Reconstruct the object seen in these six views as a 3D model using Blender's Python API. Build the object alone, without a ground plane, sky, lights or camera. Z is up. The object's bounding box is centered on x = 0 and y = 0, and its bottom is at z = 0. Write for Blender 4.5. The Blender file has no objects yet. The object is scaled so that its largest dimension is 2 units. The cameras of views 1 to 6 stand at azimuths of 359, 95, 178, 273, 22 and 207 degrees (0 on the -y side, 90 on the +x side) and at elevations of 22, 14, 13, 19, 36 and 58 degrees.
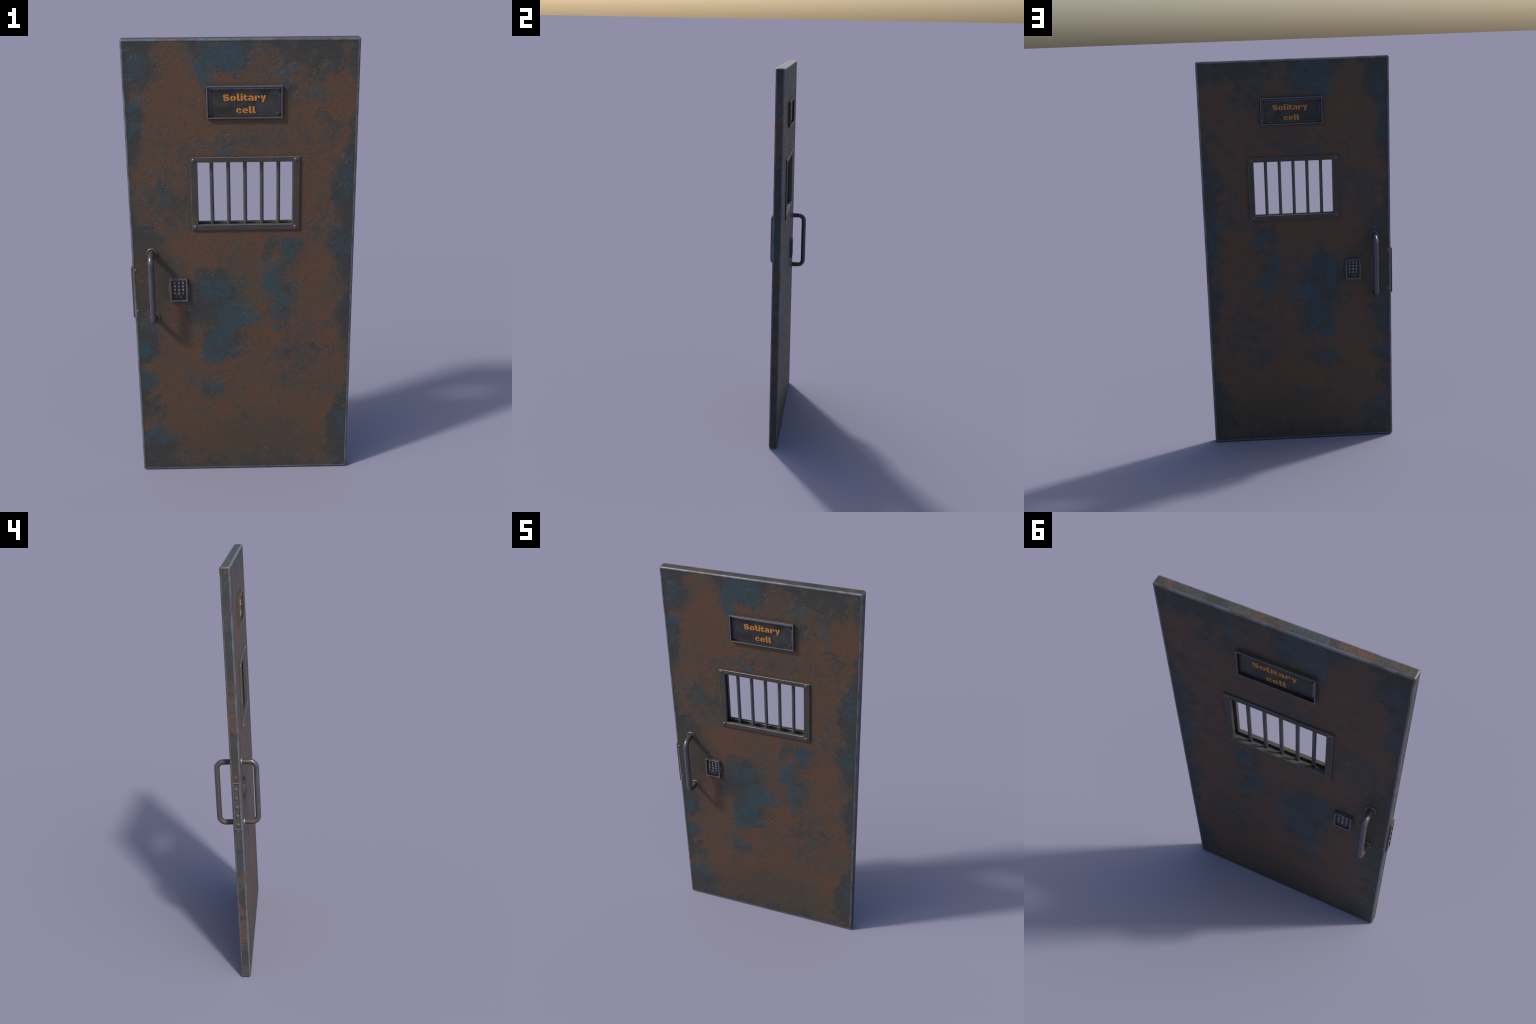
"""Rusty steel cell door: slab, barred window, name plates, pull handles, keypads, latch plate."""
import bpy, bmesh, math, random
from mathutils import Vector, Matrix

random.seed(7)
COLL = bpy.context.scene.collection

# ------------------------------------------------------------------ sizes (metres)
X0, X1, H = -0.4735, 0.4803, 2.0                     # slab edges, height
T, RIM = 0.0216, 0.0232                              # half thickness on the sunk faces and on the raised border
SIGN = (-0.1368, 0.1700, 1.6810, 1.8135)            # x0, x1, z0, z1
FRAME = (-0.2105, 0.2437, 1.1985, 1.5182)
OPEN = (-0.1830, 0.2150, 1.2232, 1.4965)            # clear opening in the window frames
HOLE = (-0.1980, 0.2300, 1.2080, 1.5115)            # hole in the slab
PAD = (-0.3143, -0.2380, 0.8715, 0.9770)
HANDLE_X, HANDLE_TOP, HANDLE_LOW, HANDLE_Y, HANDLE_R = -0.3870, 1.0970, 0.7955, 0.0922, 0.0127
LATCH = (-0.0163, 0.0163, 0.7905, 1.0255)           # y0, y1, z0, z1


def srgb(r, g, b):
    f = lambda c: c / 12.92 if c <= 0.04045 else ((c + 0.055) / 1.055) ** 2.4
    return (f(r / 255), f(g / 255), f(b / 255), 1.0)


# ------------------------------------------------------------------ node helper
class Nodes:
    def __init__(self, name):
        self.mat = bpy.data.materials.new(name)
        self.mat.use_nodes = True
        self.t = self.mat.node_tree
        self.bsdf = self.t.nodes["Principled BSDF"]
        tc = self.t.nodes.new("ShaderNodeTexCoord")
        self.p = tc.outputs["Object"]
        self.normal = tc.outputs["Normal"]

    def put(self, sock, v):
        if isinstance(v, bpy.types.NodeSocket):
            self.t.links.new(v, sock)
        else:
            sock.default_value = v

    def math(self, op, a, b=0.0, c=0.0, clamp=False):
        n = self.t.nodes.new("ShaderNodeMath")
        n.operation, n.use_clamp = op, clamp
        for s, v in zip(n.inputs, (a, b, c)):
            self.put(s, v)
        return n.outputs[0]

    def vec(self, op, a, b=(0, 0, 0)):
        n = self.t.nodes.new("ShaderNodeVectorMath")
        n.operation = op
        self.put(n.inputs[0], a)
        self.put(n.inputs[1], b)
        return n.outputs["Value" if op in ("LENGTH", "DOT_PRODUCT") else "Vector"]

    def mapping(self, v, scale=(1, 1, 1), rot=(0, 0, 0), loc=(0, 0, 0)):
        n = self.t.nodes.new("ShaderNodeMapping")
        self.put(n.inputs[0], v)
        n.inputs["Location"].default_value = loc
        n.inputs["Rotation"].default_value = rot
        n.inputs["Scale"].default_value = scale
        return n.outputs[0]

    def noise(self, scale, detail=4.0, rough=0.55, v=None, distort=0.0, color=False):
        n = self.t.nodes.new("ShaderNodeTexNoise")
        self.put(n.inputs["Vector"], v if v is not None else self.p)
        n.inputs["Scale"].default_value = scale
        n.inputs["Detail"].default_value = detail
        n.inputs["Roughness"].default_value = rough
        n.inputs["Distortion"].default_value = distort
        return n.outputs["Color" if color else "Fac"]

    def ramp(self, x, a, b, lo=0.0, hi=1.0, smooth=True):
        n = self.t.nodes.new("ShaderNodeMapRange")
        n.interpolation_type = "SMOOTHSTEP" if smooth else "LINEAR"
        for s, v in zip(("Value", "From Min", "From Max", "To Min", "To Max"), (x, a, b, lo, hi)):
            self.put(n.inputs[s], v)
        return n.outputs[0]

    def mix(self, f, a, b):
        n = self.t.nodes.new("ShaderNodeMix")
        n.data_type = "RGBA"
        self.put(n.inputs[0], f)
        self.put(n.inputs[6], a)
        self.put(n.inputs[7], b)
        return n.outputs[2]

    def xyz(self, v=None):
        n = self.t.nodes.new("ShaderNodeSeparateXYZ")
        self.put(n.inputs[0], v if v is not None else self.p)
        return n.outputs

    def bump(self, h, dist, strength=1.0, prev=None):
        n = self.t.nodes.new("ShaderNodeBump")
        n.inputs["Strength"].default_value = strength
        n.inputs["Distance"].default_value = dist
        self.put(n.inputs["Height"], h)
        if prev is not None:
            self.put(n.inputs["Normal"], prev)
        return n.outputs[0]

    def done(self, color, rough, metal=0.0, normal=None, spec=0.5):
        b = self.bsdf
        self.put(b.inputs["Base Color"], color)
        self.put(b.inputs["Roughness"], rough)
        self.put(b.inputs["Metallic"], metal)
        b.inputs["Specular IOR Level"].default_value = spec
        if normal is not None:
            self.put(b.inputs["Normal"], normal)
        return self.mat


# ------------------------------------------------------------------ colours (base colours, not lit ones)
RUST = (0.100, 0.051, 0.027, 1)
RUST_DULL = (0.082, 0.052, 0.032, 1)
OCHRE = (0.086, 0.059, 0.031, 1)
UMBER = (0.058, 0.049, 0.040, 1)
GREY = (0.034, 0.036, 0.035, 1)
BLUE = (0.018, 0.064, 0.086, 1)
BLUE_DULL = (0.032, 0.055, 0.065, 1)
DIRT = (0.050, 0.042, 0.028, 1)
DUST = (0.058, 0.045, 0.029, 1)
CHIP = (0.130, 0.140, 0.165, 1)

# where remnants of blue paint survive: x, z, half width, half height, weight
PAINT = [
    (-0.090, 1.950, 0.085, 0.060, 1.0), (-0.045, 1.915, 0.060, 0.075, 0.8), (-0.135, 1.880, 0.045, 0.085, 0.9),
    (-0.420, 1.745, 0.060, 0.030, 0.9), (-0.435, 1.640, 0.035, 0.055, 0.75), (-0.420, 1.880, 0.055, 0.075, 0.6),
    (-0.080, 1.555, 0.100, 0.022, 0.6), (-0.335, 1.325, 0.075, 0.070, 0.42), (0.435, 1.420, 0.040, 0.110, 0.55),
    (0.440, 1.120, 0.060, 0.090, 0.6), (0.325, 1.790, 0.045, 0.030, 0.6), (0.185, 1.880, 0.040, 0.045, 0.55),
    (-0.115, 0.930, 0.110, 0.085, 0.60), (-0.040, 0.800, 0.100, 0.075, 0.95), (-0.090, 0.700, 0.075, 0.090, 0.85),
    (-0.150, 0.610, 0.055, 0.060, 1.0), (-0.045, 0.620, 0.060, 0.040, 0.7), (-0.175, 0.860, 0.040, 0.160, 0.45),
    (0.135, 0.955, 0.042, 0.085, 1.0), (0.155, 0.845, 0.032, 0.060, 0.9), (0.153, 0.732, 0.016, 0.028, 0.9),
    (0.195, 1.110, 0.045, 0.070, 0.75), (0.060, 0.780, 0.050, 0.040, 0.65), (0.215, 0.900, 0.035, 0.080, 0.45),
    (-0.440, 0.640, 0.050, 0.060, 0.75), (-0.430, 0.475, 0.060, 0.028, 0.9), (-0.425, 0.790, 0.050, 0.060, 0.6),
    (0.240, 0.590, 0.120, 0.130, 0.22), (-0.140, 0.455, 0.070, 0.035, 0.65), (0.200, 0.470, 0.060, 0.060, 0.4),
    (-0.395, 0.185, 0.070, 0.060, 0.65), (0.455, 0.245, 0.040, 0.090, 0.55),
]
# where the rust has gone dark and greyish: same columns
DULL = [
    (-0.420, 1.900, 0.110, 0.130, 1.0), (-0.070, 1.930, 0.160, 0.090, 0.9), (0.300, 1.940, 0.240, 0.080, 0.8),
    (0.230, 1.830, 0.130, 0.110, 0.6), (-0.455, 1.650, 0.070, 0.170, 1.0), (-0.310, 1.330, 0.150, 0.150, 0.62),
    (-0.420, 1.150, 0.100, 0.130, 0.8), (0.450, 1.380, 0.075, 0.230, 1.0), (0.445, 1.110, 0.090, 0.150, 1.0),
    (0.180, 1.100, 0.110, 0.110, 0.7), (-0.120, 0.860, 0.150, 0.200, 1.0), (-0.080, 0.690, 0.130, 0.140, 0.9),
    (0.165, 0.900, 0.090, 0.170, 0.7), (0.450, 0.760, 0.055, 0.160, 0.8), (-0.430, 0.660, 0.080, 0.140, 0.9),
    (0.250, 0.580, 0.190, 0.230, 0.50), (-0.430, 0.460, 0.080, 0.060, 0.8), (-0.100, 0.440, 0.140, 0.080, 0.6),
    (-0.420, 0.330, 0.070, 0.090, 0.7), (-0.370, 0.110, 0.130, 0.120, 0.9), (0.440, 0.200, 0.080, 0.190, 1.0),
    (-0.455, 0.880, 0.050, 0.110, 0.8), (-0.345, 0.980, 0.110, 0.150, 0.6), (0.050, 0.060, 0.420, 0.075, 0.62), (0.020, 0.260, 0.300, 0.120, 0.36), (0.330, 1.620, 0.160, 0.200, 0.40),
    (0.300, 0.820, 0.120, 0.220, 0.22), (0.020, 1.590, 0.260, 0.060, 0.42), (0.330, 1.250, 0.100, 0.180, 0.38), (-0.250, 1.560, 0.120, 0.120, 0.34),
]


def blob_mask(n, rows, coords):
    """Largest of many soft ellipses laid out on the face (x, z) of the door."""
    out = None
    for x, z, rx, rz, w in rows:
        v = n.vec("MULTIPLY", n.vec("SUBTRACT", coords, (x, 0, z)), (1 / rx, 0, 1 / rz))
        m = n.ramp(n.vec("LENGTH", v), 1.35, 0.35, 0.0, w, smooth=False)
        out = m if out is None else n.math("MAXIMUM", out, m)
    return out


def box_distance(n, rect):
    """Signed distance in the x-z plane to a rectangle."""
    x0, x1, z0, z1 = rect
    s = n.xyz()
    dx = n.math("SUBTRACT", n.math("ABSOLUTE", n.math("SUBTRACT", s[0], (x0 + x1) / 2)), (x1 - x0) / 2)
    dz = n.math("SUBTRACT", n.math("ABSOLUTE", n.math("SUBTRACT", s[2], (z0 + z1) / 2)), (z1 - z0) / 2)
    return n.math("MAXIMUM", dx, dz)


def door_material():
    n = Nodes("rusty_painted_steel")
    rot = n.mapping(n.p, rot=(0.35, 0.65, 0.2))          # grain runs diagonally over the face
    warp = n.vec("MULTIPLY", n.vec("SUBTRACT", n.noise(10, 6, 0.66, v=rot, color=True), (0.5, 0.5, 0.5)), (0.17, 0.0, 0.17))
    q = n.vec("ADD", n.p, warp)
    big, mid, fine, grit = n.noise(5, 4, v=rot), n.noise(19, 6, 0.64, v=rot), n.noise(65, 6, 0.66, v=rot), n.noise(230, 4, 0.65, v=rot)
    speck = n.noise(34, 6, 0.68, v=rot, distort=0.7)
    flake = n.noise(95, 5, 0.62, v=n.mapping(rot, loc=(4, 2, 7)), distort=0.9)
    # rust base
    col = n.mix(n.ramp(n.math("ADD", big, n.math("MULTIPLY_ADD", mid, 0.5, -0.25)), 0.38, 0.64), RUST, RUST_DULL)
    col = n.mix(n.ramp(n.math("ADD", mid, n.math("MULTIPLY_ADD", fine, 0.5, -0.25)), 0.50, 0.72, 0.0, 0.7), col, OCHRE)
    stain = n.ramp(n.noise(8, 6, 0.66, v=n.mapping(rot, loc=(6, 1, 2)), distort=0.4), 0.52, 0.68, 0.0, 0.45)
    col = n.mix(stain, col, UMBER)
    # dull grey wear
    dull = n.math("ADD", blob_mask(n, DULL, q), n.math("MULTIPLY_ADD", fine, 1.1, -0.55))
    dull = n.math("ADD", dull, n.math("MULTIPLY_ADD", mid, 1.8, -0.88))
    dull = n.math("ADD", dull, n.math("MULTIPLY_ADD", flake, 0.6, -0.30))
    side = n.ramp(box_distance(n, (X0, X1, 0, H)), -0.012, -0.003)     # the narrow faces of the slab
    blot = n.noise(13, 5, 0.62, v=n.mapping(rot, loc=(1, 5, 3)))
    rim_near = n.ramp(n.math("ADD", box_distance(n, (X0, X1, 0, H)), n.math("MULTIPLY_ADD", blot, 0.07, -0.035)), -0.060, -0.005, 0.0, 0.42)
    rim_near = n.math("MULTIPLY", rim_near, n.math("SUBTRACT", 1.0, side))
    dull = n.math("ADD", n.math("ADD", dull, rim_near), n.math("MULTIPLY", side, n.math("MULTIPLY_ADD", blot, 2.6, -1.10)))
    col = n.mix(n.ramp(dull, 0.28, 0.50, 0.0, 0.80), col, UMBER)
    col = n.mix(n.ramp(dull, 0.50, 0.85, 0.0, 0.90), col, GREY)
    # blue paint left over
    paint = n.math("ADD", blob_mask(n, PAINT, q), n.math("MULTIPLY_ADD", fine, 1.5, -0.75))
    paint = n.math("ADD", paint, n.math("MULTIPLY_ADD", n.noise(16, 5, 0.6, v=n.mapping(rot, loc=(2, 9, 4))), 1.9, -0.93))
    paint = n.math("ADD", paint, n.math("MULTIPLY_ADD", flake, 0.8, -0.40))
    paint = n.math("ADD", paint, n.math("MULTIPLY", side, n.math("MULTIPLY_ADD", blot, -3.4, 1.75)))
    flecks = n.math("MULTIPLY", n.ramp(speck, 0.600, 0.640), n.ramp(big, 0.40, 0.60, 0.0, 0.75))
    mottle = n.ramp(n.math("ADD", n.math("MULTIPLY", speck, 0.6), n.math("MULTIPLY", flake, 0.4)), 0.57, 0.47, 0.22, 1.0)
    paint_m = n.math("MAXIMUM", n.math("MULTIPLY", n.ramp(paint, 0.26, 0.60), mottle), flecks)
    blue = n.mix(n.ramp(n.math("ADD", mid, n.math("MULTIPLY", fine, 0.5)), 0.64, 0.88), BLUE, BLUE_DULL)
    col = n.mix(n.math("MULTIPLY", paint_m, 0.90), col, blue)
    # greasy dirt at the handle side; crease shadow painted round sign, frame, keypad
    near = n.math("MINIMUM", box_distance(n, SIGN), box_distance(n, FRAME))
    near = n.math("MINIMUM", near, box_distance(n, PAD))
    painted_occlusion = n.ramp(n.math("ADD", near, n.math("MULTIPLY_ADD", mid, 0.05, -0.025)), 0.022, -0.004, 0.0, 0.55)
    grip = n.vec("MULTIPLY", n.vec("SUBTRACT", q, (-0.400, 0, 0.965)), (1 / 0.125, 0, 1 / 0.200))
    grip = n.ramp(n.math("ADD", n.vec("LENGTH", grip), n.math("MULTIPLY_ADD", fine, 1.0, -0.5)), 1.15, 0.60, 0.0, 0.70)
    foot = n.vec("MULTIPLY", n.vec("SUBTRACT", q, (0.050, 0, 0.140)), (1 / 0.42, 0, 1 / 0.15))
    foot = n.ramp(n.math("ADD", n.vec("LENGTH", foot), n.math("MULTIPLY_ADD", mid, 1.2, -0.6)), 1.3, 0.3, 0.0, 0.70)
    col = n.mix(foot, col, DUST)
    col = n.mix(n.math("MAXIMUM", painted_occlusion, grip), col, DIRT)  # DIRT also colours the baked-in contact shade beside the hardware
    # chips and scratches
    chip = n.math("MULTIPLY", n.ramp(n.noise(62, 3, 0.5, v=rot, distort=2.2), 0.665, 0.72), n.ramp(dull, 0.10, 0.6))
    curl = n.math("ABSOLUTE", n.math("SUBTRACT", n.noise(30, 2, 0.5, v=n.mapping(rot, loc=(8, 8, 8)), distort=1.2), 0.5))
    curl = n.math("MULTIPLY", n.ramp(curl, 0.016, 0.006), n.ramp(n.noise(11, 3, v=rot), 0.54, 0.62))
    chip = n.math("MAXIMUM", chip, n.math("MULTIPLY", curl, n.ramp(dull, 0.10, 0.5, 0.0, 0.75)))
    lines = None
    for turn, off, stretch in ((0.78, 0.0, (6, 1, 240)), (-0.72, 3.0, (8, 1, 260)), (1.05, 7.0, (7, 1, 240))):
        v = n.mapping(n.mapping(n.p, rot=(0, turn, 0)), scale=stretch, loc=(off, off, off))
        line = n.math("MULTIPLY", n.ramp(n.noise(1.0, 1, 0.5, v=v), 0.735, 0.775), n.ramp(n.noise(4.5 + off * 0.3, 2), 0.52, 0.62))
        lines = line if lines is None else n.math("MAXIMUM", lines, line)
    col = n.mix(n.math("MULTIPLY", n.math("MAXIMUM", chip, lines), 0.60), col, CHIP)
    col = n.mix(n.ramp(grit, 0.42, 0.68, 0.0, 0.28), col, (0.012, 0.012, 0.012, 1))
    # relief: flaking paint, pitting, fine grain
    h = n.math("ADD", n.math("MULTIPLY", n.ramp(paint, 0.28, 0.58), 0.22), n.math("MULTIPLY", speck, 0.40))
    h = n.math("ADD", h, n.math("MULTIPLY", flake, 0.42))
    h = n.math("ADD", h, n.math("MULTIPLY", grit, 0.16))
    h = n.math("SUBTRACT", h, n.math("MULTIPLY", n.math("MAXIMUM", chip, lines), 0.5))
    rough_area = n.ramp(n.math("MAXIMUM", dull, paint), 0.0, 0.5, 0.50, 1.0)
    nor = n.bump(n.math("MULTIPLY", h, rough_area), 0.0026, 0.85)
    rough = n.ramp(mid, 0.3, 0.7, 0.48, 0.62, smooth=False)
    return n.done(col, rough, 0.10, nor, 0.40)


def metal(name, base, tint, metallic, rough, scale=40, dirt=None, dirt_amount=0.4, bump=0.0006):
    """Plain worn metal: two tones of noise and an optional dirt colour."""
    n = Nodes(name)
    a, b = n.noise(scale, 5, 0.6), n.noise(scale * 4, 4, 0.6)
    col = n.mix(n.ramp(a, 0.38, 0.66), base, tint)
    if dirt:
        col = n.mix(n.ramp(n.noise(scale * 0.55, 5, 0.65, v=n.mapping(n.p, loc=(3, 1, 2))), 0.46, 0.66, 0.0, dirt_amount), col, dirt)
    nor = n.bump(n.math("ADD", a, n.math("MULTIPLY", b, 0.5)), bump, 0.6)
    return n.done(col, n.ramp(b, 0.3, 0.7, rough - 0.06, rough + 0.08, smooth=False), metallic, nor)


def handle_material(name, rough):
    """Bare grip steel; rust keeps to the inner side and to the legs near the door."""
    n = Nodes(name)
    xyz = n.xyz()
    y, z = n.math("ABSOLUTE", xyz[1]), xyz[2]
    a, b = n.noise(45, 5, 0.65), n.noise(170, 4, 0.6)
    rag = n.math("ADD", n.math("MULTIPLY_ADD", a, 0.016, -0.008), n.math("MULTIPLY_ADD", b, 0.008, -0.004))
    edge = n.math("ADD", y, rag)
    inner = n.math("MULTIPLY", n.ramp(edge, 0.0890, 0.0835), n.ramp(n.math("ADD", z, rag), HANDLE_TOP - 0.004, HANDLE_TOP - 0.012))
    inner = n.math("MULTIPLY", inner, n.ramp(n.math("ADD", z, rag), HANDLE_LOW - 0.004, HANDLE_LOW + 0.004))
    rust = n.math("MAXIMUM", inner, n.ramp(edge, 0.068, 0.052))
    col = n.mix(n.ramp(a, 0.35, 0.7), (0.096, 0.099, 0.124, 1), (0.083, 0.080, 0.094, 1))
    old = n.mix(n.ramp(edge, 0.070, 0.055), (0.082, 0.047, 0.026, 1), (0.048, 0.036, 0.026, 1))
    col = n.mix(n.math("MULTIPLY", rust, 0.9), col, old)
    nor = n.bump(b, 0.0004, 0.4)
    return n.done(col, n.math("ADD", n.math("MULTIPLY", rust, 0.22), rough), n.ramp(rust, 0.0, 1.0, 0.5, 0.05), nor)


M_DOOR = door_material()
M_EDGE = metal("bare_worn_edge", (0.150, 0.158, 0.178, 1), (0.105, 0.117, 0.128, 1), 0.45, 0.33, 24, (0.090, 0.072, 0.058, 1), 0.75)
M_LEDGE = metal("bright_inner_chamfer", (0.200, 0.200, 0.250, 1), (0.150, 0.150, 0.180, 1), 0.7, 0.36, 40)
M_GRIME = metal("grimy_steel", (0.052, 0.044, 0.032, 1), (0.043, 0.039, 0.032, 1), 0.0, 0.6, 60, (0.060, 0.042, 0.026, 1), 0.4)
M_FRAME = metal("browned_frame_steel", (0.046, 0.039, 0.032, 1), (0.035, 0.038, 0.038, 1), 0.15, 0.5, 26, (0.070, 0.044, 0.032, 1), 0.85, 0.001)
M_BAR = metal("bar_steel", (0.080, 0.086, 0.100, 1), (0.074, 0.072, 0.072, 1), 0.35, 0.42, 50, (0.080, 0.060, 0.040, 1), 0.5)
M_RIM = metal("rim_steel", (0.108, 0.113, 0.145, 1), (0.094, 0.097, 0.118, 1), 0.25, 0.40, 60, (0.110, 0.075, 0.055, 1), 0.45)
M_PLATE = metal("blackened_plate", (0.021, 0.020, 0.021, 1), (0.050, 0.048, 0.048, 1), 0.3, 0.42, 11, (0.036, 0.032, 0.025, 1), 0.7, 0.0004)
M_SCREW = metal("screw_steel", (0.240, 0.245, 0.250, 1), (0.095, 0.098, 0.105, 1), 0.7, 0.34, 160, (0.050, 0.047, 0.040, 1), 0.6, 0.0003)
M_SCREW_DARK = metal("dark_screw", (0.030, 0.032, 0.036, 1), (0.060, 0.063, 0.072, 1), 0.6, 0.34, 160)
M_RIVET = metal("rivet_steel", (0.120, 0.122, 0.138, 1), (0.095, 0.102, 0.107, 1), 0.4, 0.42, 110, (0.130, 0.080, 0.055, 1), 0.6)
M_RUST = metal("flat_rust", (0.085, 0.048, 0.025, 1), (0.065, 0.042, 0.027, 1), 0.0, 0.65, 50, DIRT, 0.5)
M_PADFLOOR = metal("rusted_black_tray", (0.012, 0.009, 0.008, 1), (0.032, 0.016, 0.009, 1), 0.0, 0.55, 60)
M_KEY = metal("key_rubber", (0.050, 0.054, 0.078, 1), (0.060, 0.064, 0.088, 1), 0.1, 0.45, 200)
M_KEYTOP = metal("key_top", (0.018, 0.019, 0.024, 1), (0.026, 0.027, 0.033, 1), 0.1, 0.5, 200)
M_FLANGE = metal("flange_steel", (0.170, 0.173, 0.192, 1), (0.135, 0.132, 0.136, 1), 0.5, 0.38, 90, (0.10, 0.075, 0.05, 1), 0.4)
M_ORANGE = metal("orange_letter_paint", (0.490, 0.185, 0.016, 1), (0.400, 0.150, 0.018, 1), 0.0, 0.5, 90, (0.29, 0.125, 0.03, 1), 0.3, 0.0003)
M_WHITE = metal("white_print", (0.60, 0.60, 0.66, 1), (0.50, 0.50, 0.56, 1), 0.0, 0.5, 200)
M_YELLOW = metal("yellow_print", (0.50, 0.30, 0.02, 1), (0.42, 0.26, 0.02, 1), 0.0, 0.5, 200)
M_RED = metal("red_print", (0.20, 0.018, 0.024, 1), (0.17, 0.018, 0.024, 1), 0.0, 0.5, 200)
M_GREEN = metal("green_print", (0.022, 0.26, 0.022, 1), (0.022, 0.21, 0.022, 1), 0.0, 0.5, 200)
M_GRIP = handle_material("grip_steel", 0.42)
M_ELBOW = handle_material("polished_elbow_steel", 0.24)


# ------------------------------------------------------------------ mesh helpers
def new_object(name, mesh, mats, parent, loc=(0, 0, 0)):
    ob = bpy.data.objects.new(name, mesh)
    COLL.objects.link(ob)
    if not mesh.materials:
        for m in mats:
            mesh.materials.append(m)
    ob.parent = parent
    ob.location = loc
    return ob


def mesh_from(name, verts, faces, mat_ids=None, smooth_angle=None):
    bm = bmesh.new()
    vs = [bm.verts.new(v) for v in verts]
    for i, f in enumerate(faces):
        try:
            face = bm.faces.new([vs[k] for k in f])
        except ValueError:
            continue
        if mat_ids:
            face.material_index = mat_ids[i]
    bmesh.ops.recalc_face_normals(bm, faces=bm.faces)
    me = bpy.data.meshes.new(name)
    bm.to_mesh(me)
    bm.free()
    if smooth_angle is not None:
        for p in me.polygons:
            p.use_smooth = True
        me.set_sharp_from_angle(angle=math.radians(smooth_angle))
    return me


def rect_loft(name, loops, strip_mats, closed=False, cap_first=None, cap_last=None, flip=1.0):
    """Skin through rectangles (x0, x1, z0, z1, y); y is multiplied by flip."""
    verts, faces, ids = [], [], []
    for x0, x1, z0, z1, y in loops:
        verts += [(x0, y * flip, z0), (x1, y * flip, z0), (x1, y * flip, z1), (x0, y * flip, z1)]
    n = len(loops)
    for i in range(n if closed else n - 1):
        j = (i + 1) % n
        for k in range(4):
            m = (k + 1) % 4
            faces.append((4 * i + k, 4 * i + m, 4 * j + m, 4 * j + k))
            ids.append(strip_mats[i])
    if cap_first is not None:
        faces.append((0, 1, 2, 3))
        ids.append(cap_first)
    if cap_last is not None:
        faces.append(tuple(4 * (n - 1) + k for k in range(4)))
        ids.append(cap_last)
    return mesh_from(name, verts, faces, ids)


def inset(rect, d):
    return (rect[0] + d, rect[1] - d, rect[2] + d, rect[3] - d)


def lathe(name, profile, seg=32, mat_ids=None, smooth=35):
    """Turn (radius, height) round the -y axis: height grows towards -y."""
    verts, faces, ids, rings = [], [], [], []
    for r, h in profile:
        if r < 1e-7:
            rings.append([len(verts)])
            verts.append((0, -h, 0))
        else:
            rings.append(list(range(len(verts), len(verts) + seg)))
            verts += [(r * math.cos(2 * math.pi * k / seg), -h, r * math.sin(2 * math.pi * k / seg)) for k in range(seg)]
    for i in range(len(rings) - 1):
        a, b = rings[i], rings[i + 1]
        for k in range(seg):
            m = (k + 1) % seg
            f = [a[k % len(a)], a[m % len(a)], b[m % len(b)], b[k % len(b)]]
            f = list(dict.fromkeys(f))
            if len(f) > 2:
                faces.append(f)
                ids.append(mat_ids[i] if mat_ids else 0)
    return mesh_from(name, verts, faces, ids, smooth)


def evaluated(ob, name):
    dg = bpy.context.evaluated_depsgraph_get()
    dg.update()
    me = bpy.data.meshes.new_from_object(ob.evaluated_get(dg))
    me.name = name
    return me


def box_mesh(name, lo, hi, bevel=0.0, seg=1, top_mat=None):
    bm = bmesh.new()
    bmesh.ops.create_cube(bm, size=1.0)
    for v in bm.verts:
        v.co = Vector(((lo[i] + hi[i]) / 2 + v.co[i] * (hi[i] - lo[i]) for i in range(3)))
    if bevel:
        bmesh.ops.bevel(bm, geom=list(bm.edges), offset=bevel, segments=seg, profile=0.5, affect="EDGES", material=1)
    me = bpy.data.meshes.new(name)
    bm.to_mesh(me)
    bm.free()
    return me


def cut(mesh, cutters, name, weighted=False):
    """Subtract helper meshes from a mesh and return the result."""
    ob = bpy.data.objects.new("work", mesh)
    COLL.objects.link(ob)
    helpers = []
    for c in cutters:
        h = bpy.data.objects.new("cutter", c)
        COLL.objects.link(h)
        helpers.append(h)
        mod = ob.modifiers.new("cut", "BOOLEAN")
        mod.operation, mod.object, mod.solver = "DIFFERENCE", h, "EXACT"
    if weighted:
        mod = ob.modifiers.new("normals", "WEIGHTED_NORMAL")
        mod.keep_sharp, mod.weight = True, 100
    me = evaluated(ob, name)
    for o in [ob] + helpers:
        bpy.data.objects.remove(o)
    return me


# ------------------------------------------------------------------ the thing
door = bpy.data.objects.new("cell_door", None)
COLL.objects.link(door)
door["label"] = "rusty blue steel cell door with barred window and keypad"
door["category"] = "metal door"


# ---- slab with a hole for the window
def slab_mesh():
    me = box_mesh("door_panel", (X0, -RIM, 0), (X1, RIM, H), 0.0074, 4)
    bm = bmesh.new()
    bm.from_mesh(me)
    for big in sorted(bm.faces, key=lambda f: -f.calc_area())[:2]:
        for width, depth in ((0.0012, 0.0), (0.0014, T - RIM)):
            for f in bmesh.ops.inset_region(bm, faces=[big], thickness=width, depth=depth, use_even_offset=True)["faces"]:
                f.material_index = 1
    bm.to_mesh(me)
    bm.free()
    for p in me.polygons:
        p.use_smooth = True
    for m in (M_DOOR, M_EDGE, M_GRIME):
        me.materials.append(m)
    hole = box_mesh("hole", (HOLE[0], -0.1, HOLE[2]), (HOLE[1], 0.1, HOLE[3]))
    for p in hole.polygons:
        p.material_index = 2
    for m in (M_DOOR, M_EDGE, M_GRIME):
        hole.materials.append(m)
    out = cut(me, [hole], "door_panel", True)
    return out


panel = new_object("door_panel", slab_mesh(), [], door)


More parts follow.
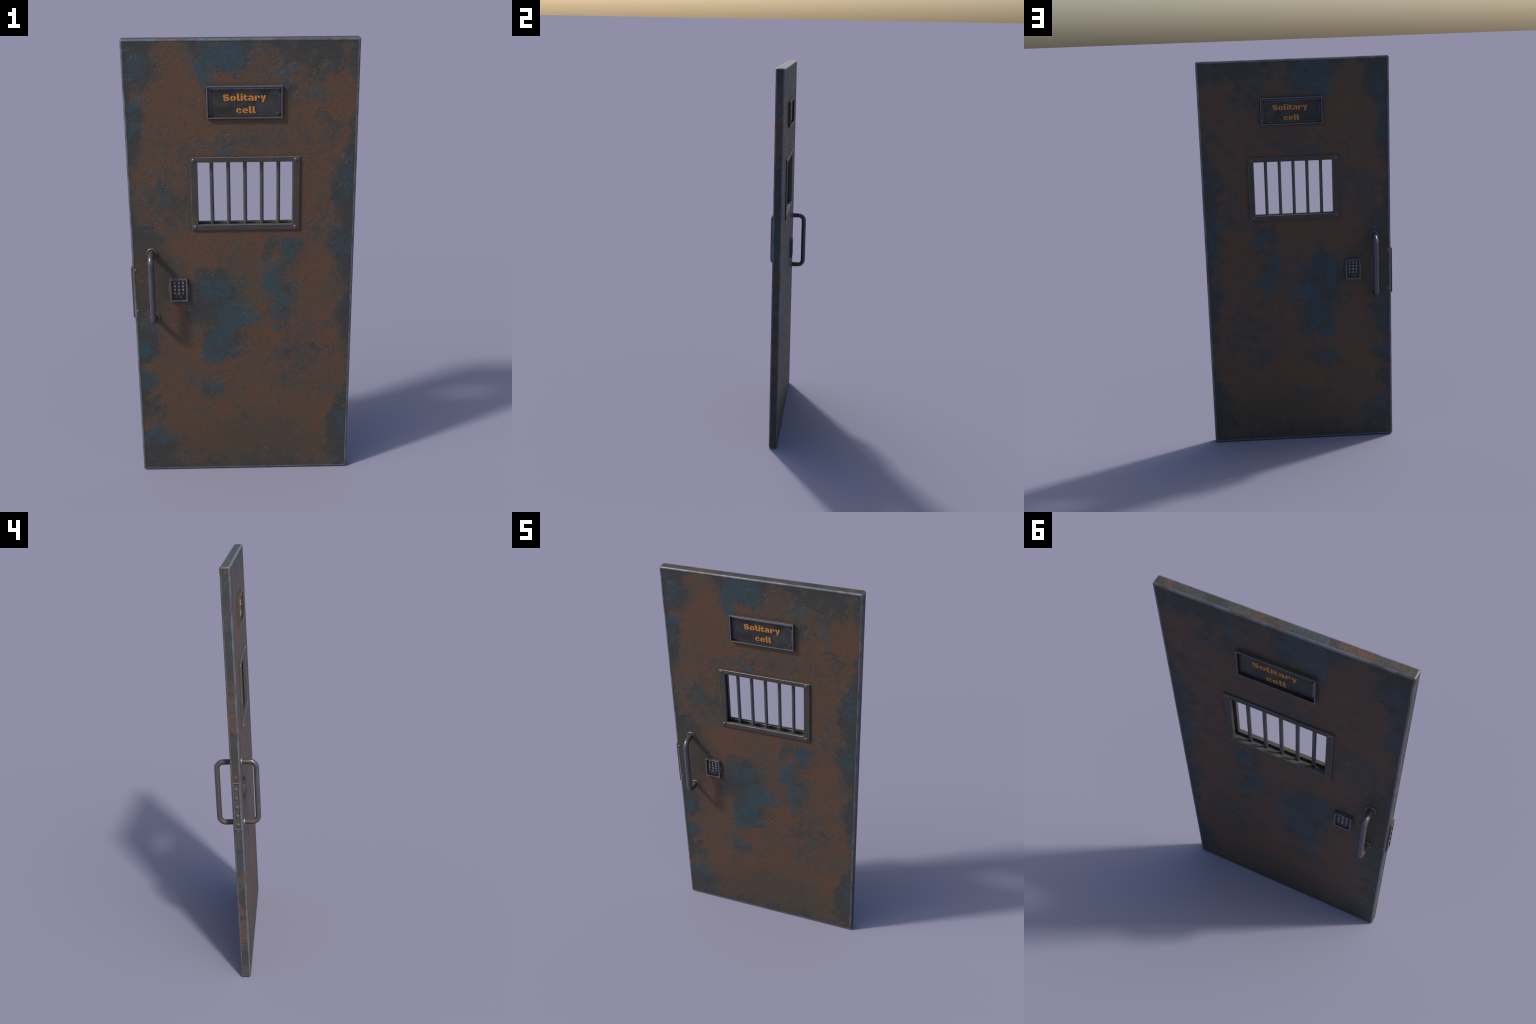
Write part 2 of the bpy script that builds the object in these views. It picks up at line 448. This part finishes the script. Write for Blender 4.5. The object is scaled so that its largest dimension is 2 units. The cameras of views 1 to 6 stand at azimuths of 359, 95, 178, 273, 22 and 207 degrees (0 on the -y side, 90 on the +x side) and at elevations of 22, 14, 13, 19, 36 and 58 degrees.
# ---- cross-head screws and rivets
def screw_mesh(name, r, mat):
    prof = [(r, -0.001), (r, r * 0.10), (r * 0.90, r * 0.26), (r * 0.70, r * 0.38), (r * 0.42, r * 0.45), (0, r * 0.48)]
    me = lathe(name, prof, 24, None, 50)
    me.materials.append(mat)
    arms = []
    for a, b in ((0.66, 0.15), (0.15, 0.66)):
        arms.append(box_mesh("arm", (-r * a, -r * 1.2, -r * b), (r * a, -r * 0.16, r * b)))
    out = cut(me, arms, name)
    return out


SCREW = screw_mesh("screw", 0.0064, M_SCREW)
SCREW_DARK = screw_mesh("plate_screw", 0.0062, M_SCREW_DARK)
RIVET = lathe("rivet", [(0.0077, -0.002), (0.0077, 0.0022), (0.0070, 0.0034), (0.0056, 0.0042), (0.0042, 0.0044), (0, 0.0044)], 32, None, 40)


def add_screw(parent, mesh, x, y, z, face, size=1.0, name="screw", turn=None):
    """face: unit direction the head looks in; the mesh looks along -y."""
    ob = new_object(name, mesh, [], parent, (x, y, z))
    rot = Vector((0, -1, 0)).rotation_difference(Vector(face)).to_matrix()
    spin = Matrix.Rotation(random.uniform(0, math.pi / 2) if turn is None else turn, 3, "Y")
    ob.rotation_euler = (rot @ spin).to_euler()
    ob.scale = (size, size, size)
    return ob


for s in (-1, 1):
    for z in (1.0154, 0.8210) if s < 0 else (1.0205, 0.8130):
        add_screw(panel, SCREW, -0.4590, s * T, z, (0, s, 0), 1.0)
for z in (1.0454, 0.7810):
    add_screw(panel, SCREW, X0, 0.0004, z, (-1, 0, 0), 0.95)


# ---- window frames and bars
def frame_mesh(flip):
    o, i = FRAME, OPEN
    c, y0, y1, yl = 0.0016, T - 0.001, 0.0286, 0.0125
    lip = inset(i, -0.0144)
    loops = [
        (*lip, yl), (*lip, y0), (*o, y0), (*o, y1 - c), (*inset(o, c), y1), (*inset(i, -c), y1), (*i, y1 - c), (*i, yl + 0.0012), (*inset(i, -0.0012), yl),
    ]
    return rect_loft("window_frame", loops, [2, 2, 2, 1, 0, 1, 2, 1, 2], closed=True, flip=flip)


for flip in (-1, 1):
    fr = new_object("window_frame", frame_mesh(flip), [M_FRAME, M_EDGE, M_GRIME], door)
    for x, z in ((-0.1966, 1.5055), (0.2268, 1.5060), (0.2268, 1.2120), (-0.1962, 1.2145)):
        add_screw(fr, SCREW, x, flip * 0.0284, z, (0, flip, 0), 1.25)

BAR = lathe("window_bar", [(0, 0), (0.0082, 0), (0.0082, HOLE[3] - HOLE[2] + 0.004), (0, HOLE[3] - HOLE[2] + 0.004)], 24, None, 40)
for k in range(5):
    b = new_object("window_bar", BAR, [M_BAR], door, (-0.1236 + 0.0697 * k, -0.001, HOLE[2] - 0.002))
    b.rotation_euler = (-math.pi / 2, 0, 0)

# ---- name plates with raised stencil letters: each piece is a polygon, x to the right, y up from the baseline
GLYPHS = {
    "S": [[(88, 313), (45, 300), (0, 245), (8, 180), (72, 120), (195, 117), (200, 0), (242, 0), (298, 53), (296, 120), (225, 195), (195, 202), (88, 202)],
          [(102, 310), (215, 308), (255, 285), (290, 223), (255, 217), (195, 250), (102, 250)],
          [(0, 90), (65, 100), (112, 60), (185, 53), (185, 0), (55, 0)]],
    "o": [[(122, 240), (52, 236), (0, 165), (0, 75), (60, 0), (122, 0), (122, 45), (100, 65), (100, 175), (122, 190)],
          [(142, 240), (200, 236), (267, 165), (267, 75), (210, 0), (142, 0), (142, 45), (168, 70), (168, 175), (142, 190)]],
    "l": [[(0, 335), (105, 330), (105, 75), (150, 60), (140, 0), (60, 0), (5, 60)]],
    "i": [[(0, 330), (105, 330), (105, 275), (12, 262)], [(6, 235), (102, 235), (102, 0), (0, 0)]],
    "t": [[(0, 230), (60, 280), (115, 295), (115, 70), (187, 58), (182, 0), (90, 0), (20, 70)], [(130, 232), (186, 236), (186, 186), (130, 186)]],
    "a": [[(20, 190), (30, 235), (200, 242), (270, 170), (270, 0), (175, 0), (175, 185)],
          [(160, 145), (50, 135), (0, 75), (50, 0), (130, 0), (160, 40), (90, 50), (90, 95), (160, 100)]],
    "r": [[(0, 235), (100, 240), (105, 0), (0, 0)], [(125, 235), (195, 245), (255, 170), (255, 125), (165, 135), (155, 180), (120, 190)]],
    "y": [[(0, 250), (90, 248), (120, 180), (80, 45)], [(175, 250), (260, 255), (155, -75), (60, -75)]],
    "c": [[(85, 238), (0, 160), (0, 90), (68, 0), (92, 0), (92, 232)], [(107, 232), (182, 240), (262, 150), (177, 145), (110, 180)],
          [(112, 5), (192, 0), (252, 50), (237, 80), (182, 85)]],
    "e": [[(95, 240), (45, 220), (0, 160), (0, 65), (65, 0), (90, 0)],
          [(110, 235), (175, 240), (255, 160), (250, 100), (110, 100), (110, 135), (170, 135), (170, 180), (110, 185)],
          [(110, 55), (235, 50), (235, 5), (110, 5)]],
}
WORDS = [(1.7520, [("S", 150), ("o", 490), ("l", 798), ("i", 977), ("t", 1110), ("a", 1320), ("r", 1635), ("y", 1910)]),
         (1.7012, [("c", 765), ("e", 1065), ("l", 1360), ("l", 1530)])]
UNIT = 8.56e-5


def glyph_mesh(ch):
    bm = bmesh.new()
    for piece in GLYPHS[ch]:
        front = [bm.verts.new((x * UNIT, -0.0016, y * UNIT)) for x, y in piece]
        back = [bm.verts.new((x * UNIT, 0.0006, y * UNIT)) for x, y in piece]
        bm.faces.new(front)
        bm.faces.new(back[::-1])
        for k in range(len(piece)):
            m = (k + 1) % len(piece)
            bm.faces.new((front[k], back[k], back[m], front[m]))
    bmesh.ops.recalc_face_normals(bm, faces=bm.faces)
    me = bpy.data.meshes.new("letter")
    bm.to_mesh(me)
    bm.free()
    me.materials.append(M_ORANGE)
    return me


LETTERS = {ch: glyph_mesh(ch) for ch in GLYPHS}
PANEL_Y = 0.0246


def sign_mesh(flip):
    o, c = SIGN, 0.0009
    a, b = inset(o, 0.0048), inset(o, 0.0085)
    loops = [(*o, T - 0.001), (*o, 0.0350 - c), (*inset(o, c), 0.0350), (*inset(a, -c * 0.6), 0.0350), (*a, 0.0345), (*a, T + 0.0004), (*b, T + 0.0004), (*b, T + 0.0009), (*inset(b, 0.0055), PANEL_Y)]
    return rect_loft("name_plate", loops, [2, 1, 1, 1, 0, 0, 0, 3], cap_last=0, cap_first=2, flip=flip)


for flip in (-1, 1):
    plate = new_object("name_plate", sign_mesh(flip), [M_PLATE, M_RIM, M_GRIME, M_LEDGE], door)
    for x, z in ((-0.1160, 1.7950), (0.1560, 1.7912), (0.1556, 1.6972), (-0.1160, 1.6962)):
        xx = x if flip < 0 else 0.0332 - x
        add_screw(plate, SCREW_DARK, xx, flip * PANEL_Y, z, (0, flip, 0), 1.0, "plate_screw")
    for z, word in WORDS:
        for ch, u in word:
            x = -0.0697 + (u - 150) * UNIT
            ob = new_object("letter", LETTERS[ch], [], plate, (x, -PANEL_Y, z))
            if flip > 0:
                ob.location = (0.0395 - x, PANEL_Y, z + 0.0005)
                ob.rotation_euler = (0, 0, math.pi)


# ---- pull handles
def sweep(name, pts, r, seg=24):
    """Tube along points that all lie in one plane of constant x."""
    verts, faces = [], []
    for i, p in enumerate(pts):
        d = (pts[min(i + 1, len(pts) - 1)] - pts[max(i - 1, 0)]).normalized()
        side = Vector((1, 0, 0))
        up = d.cross(side).normalized()
        for k in range(seg):
            a = 2 * math.pi * k / seg
            verts.append(p + side * (r * math.cos(a)) + up * (r * math.sin(a)))
    for i in range(len(pts) - 1):
        for k in range(seg):
            m = (k + 1) % seg
            faces.append((i * seg + k, i * seg + m, (i + 1) * seg + m, (i + 1) * seg + k))
    faces.append(tuple(range(seg)))
    faces.append(tuple((len(pts) - 1) * seg + k for k in range(seg)))
    return mesh_from(name, verts, faces, None, 40)


def handle_path(s):
    """Centre line from the upper flange, round two bends, to the lower flange."""
    bend = 0.030
    top, low, y = HANDLE_TOP, HANDLE_LOW, HANDLE_Y
    pts = [(T, top), (y - bend, top)]
    pts += [(y - bend + bend * math.sin(a), top - bend + bend * math.cos(a)) for a in (math.pi / 2 * k / 10 for k in range(1, 11))]
    pts += [(y, top - bend - 0.018), (y, 0.95), (y, low + bend)]
    pts += [(y - bend + bend * math.cos(a), low + bend - bend * math.sin(a)) for a in (math.pi / 2 * k / 10 for k in range(1, 11))]
    pts += [(T, low)]
    return [Vector((HANDLE_X, s * a, b)) for a, b in pts]


FLANGE = lathe("flange", [(0, 0.0042), (0.0150, 0.0042), (0.0168, 0.0052), (0.0185, 0.0066), (0.0203, 0.0066), (0.0215, 0.0054), (0.0219, 0.0036), (0.0219, -0.001)],
               40, [1, 1, 0, 0, 0, 0, 0], 30)
for s in (-1, 1):
    pts = handle_path(s)
    handle = new_object("pull_handle", sweep("pull_handle", pts[12:] if s < 0 else pts, HANDLE_R), [M_GRIP], door)
    if s < 0:
        elbow = new_object("handle_elbow", sweep("handle_elbow", pts[:13], HANDLE_R), [M_ELBOW], handle)
        for p, axis in ((pts[12], "z"), (pts[1] + Vector((0, -0.006, 0)), "y")):
            ring = lathe("elbow_seam", [(0, -0.0007), (HANDLE_R + 0.0002, -0.0007), (HANDLE_R + 0.0005, 0), (HANDLE_R + 0.0002, 0.0007), (0, 0.0007)], 24, None, 60)
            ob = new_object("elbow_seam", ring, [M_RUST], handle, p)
            if axis == "z":
                ob.rotation_euler = (math.pi / 2, 0, 0)
    for z in (HANDLE_TOP, HANDLE_LOW):
        f = new_object("flange", FLANGE, [M_FLANGE, M_GRIME], handle, (HANDLE_X, s * T, z))
        if s > 0:
            f.rotation_euler = (0, 0, math.pi)


# ---- keypads
PX, PZ = (PAD[0] + PAD[1]) / 2, (PAD[2] + PAD[3]) / 2
PAD_FRONT, PAD_FLOOR = 0.0345, 0.0290
LAYOUT = [("1", 0, 0), ("2", 1, 0), ("3", 2, 0), ("4", 0, 1), ("5", 1, 1), ("6", 2, 1), ("7", 0, 2), ("8", 1, 2), ("9", 2, 2),
          ("C", 0, 3), ("0", 1, 3), (".", 2, 3), ("dash", 0.5, 4), ("block", 1.5, 4)]


def keypad_mesh(flip):
    o, c = PAD, 0.0008
    i = (PAD[0] + 0.0066, PAD[1] - 0.0068, PAD[2] + 0.0082, PAD[3] - 0.0058)
    loops = [(*o, T - 0.001), (*o, PAD_FRONT - c), (*inset(o, c), PAD_FRONT), (*inset(i, -c), PAD_FRONT), (*i, PAD_FRONT - c), (*i, PAD_FLOOR)]
    return rect_loft("keypad", loops, [2, 1, 1, 1, 0], cap_last=0, cap_first=2, flip=flip)


def collar_mesh(a, b, depth, hx, hz, seg=240):
    """Oval collar behind the square housing: only the four crescents that stand out past its sides."""
    verts, faces, last, first = [], [], None, None
    for t in range(seg + 1):
        ang = 2 * math.pi * t / seg + 0.8
        cx, cz = math.cos(ang), math.sin(ang)
        oval = 1 / math.hypot(cx / a, cz / b)
        box = min(hx / max(abs(cx), 1e-9), hz / max(abs(cz), 1e-9)) - 0.0004
        if oval <= box + 0.0003:
            last = None
            continue
        row = len(verts)
        for r, h in ((box, depth), (oval * 0.975, depth), (oval, depth - 0.0012), (oval, -0.001), (box, -0.001)):
            verts.append((r * cx, -h, r * cz))
        if last is not None:
            faces += [(last + k, last + (k + 1) % 5, row + (k + 1) % 5, row + k) for k in range(5)]
        else:
            faces.append(tuple(row + k for k in range(5)))
        last = row
    return mesh_from("keypad_backing", verts, faces, None, 30)


def key_mesh(w, h, d):
    me = box_mesh("key", (-w / 2, -d, -h / 2), (w / 2, 0.0005, h / 2), 0.0016, 1)
    return me


def symbol_mesh(ch):
    if ch == "dash":
        return box_mesh("key_symbol", (-0.0044, -0.0004, -0.0010), (0.0044, 0.0003, 0.0010))
    if ch == "block":
        return box_mesh("key_symbol", (-0.0044, -0.0004, -0.0022), (0.0044, 0.0003, 0.0022))
    if ch == ".":
        return box_mesh("key_symbol", (-0.0020, -0.0004, -0.0018), (0.0020, 0.0003, 0.0018))
    cu = bpy.data.curves.new("symbol", "FONT")
    cu.body, cu.size, cu.align_x, cu.align_y = ch, 0.0118, "CENTER", "CENTER"
    cu.extrude, cu.offset = 0.0003, 0.00020
    ob = bpy.data.objects.new("symbol", cu)
    COLL.objects.link(ob)
    me = evaluated(ob, "key_symbol")
    bpy.data.objects.remove(ob)
    bpy.data.curves.remove(cu)
    me.transform(Matrix.Rotation(math.pi / 2, 4, "X"))
    xs, zs = [v.co.x for v in me.vertices], [v.co.z for v in me.vertices]
    me.transform(Matrix.Translation((-(min(xs) + max(xs)) / 2, 0, -(min(zs) + max(zs)) / 2)))
    return me


KEY = key_mesh(0.0146, 0.0148, 0.0026)
BACKING = collar_mesh(0.0465, 0.0580, 0.0085, (PAD[1] - PAD[0]) / 2, (PAD[3] - PAD[2]) / 2)
SYMBOLS = {}
for ch, _, _ in LAYOUT:
    me = symbol_mesh(ch)
    me.materials.clear()
    me.materials.append({"C": M_YELLOW, "dash": M_RED, "block": M_GREEN}.get(ch, M_WHITE))
    SYMBOLS[ch] = me

for flip in (-1, 1):
    pad = new_object("keypad", keypad_mesh(flip), [M_PADFLOOR, M_RIM, M_GRIME], door)
    turn = 0 if flip < 0 else math.pi
    back = new_object("keypad_backing", BACKING, [M_RUST], pad, (PX, flip * T, PZ))
    back.rotation_euler = (0, 0, turn)
    for ch, col, row in LAYOUT:
        x, z = PX + 0.0007 - flip * (col - 1) * 0.0172, 0.9604 - row * 0.01705
        key = new_object("key", KEY, [M_KEYTOP, M_KEY], pad, (x, flip * PAD_FLOOR, z))
        key.rotation_euler = (0, 0, turn)
        sym = new_object("key_symbol", SYMBOLS[ch], [], pad, (x, flip * (PAD_FLOOR + 0.0026), z))
        sym.rotation_euler = (0, 0, turn)


# ---- latch plate on the lock edge: built facing -y, then turned to face -x
def latch_mesh():
    o = LATCH
    i = (o[0] + 0.0046, o[1] - 0.0046, o[2] + 0.0064, o[3] - 0.0064)
    top, c = 0.0069, 0.0008
    loops = [(*o, -0.001), (*o, top - c), (*inset(o, c), top), (*inset(i, -c), top), (*i, top - c), (*i, 0.0018)]
    me = rect_loft("latch_plate", loops, [2, 1, 1, 1, 2], cap_last=0, cap_first=2, flip=-1.0)
    me.transform(Matrix.Rotation(-math.pi / 2, 4, "Z"))
    return me


latch = new_object("latch_plate", latch_mesh(), [M_GRIME, M_RIM, M_GRIME], door, (X0, 0, 0))
for k in range(5):
    r = new_object("rivet", RIVET, [M_RIVET], latch, (-0.0016, 0, 0.8158 + 0.04375 * k))
    r.rotation_euler = (0, 0, -math.pi / 2)
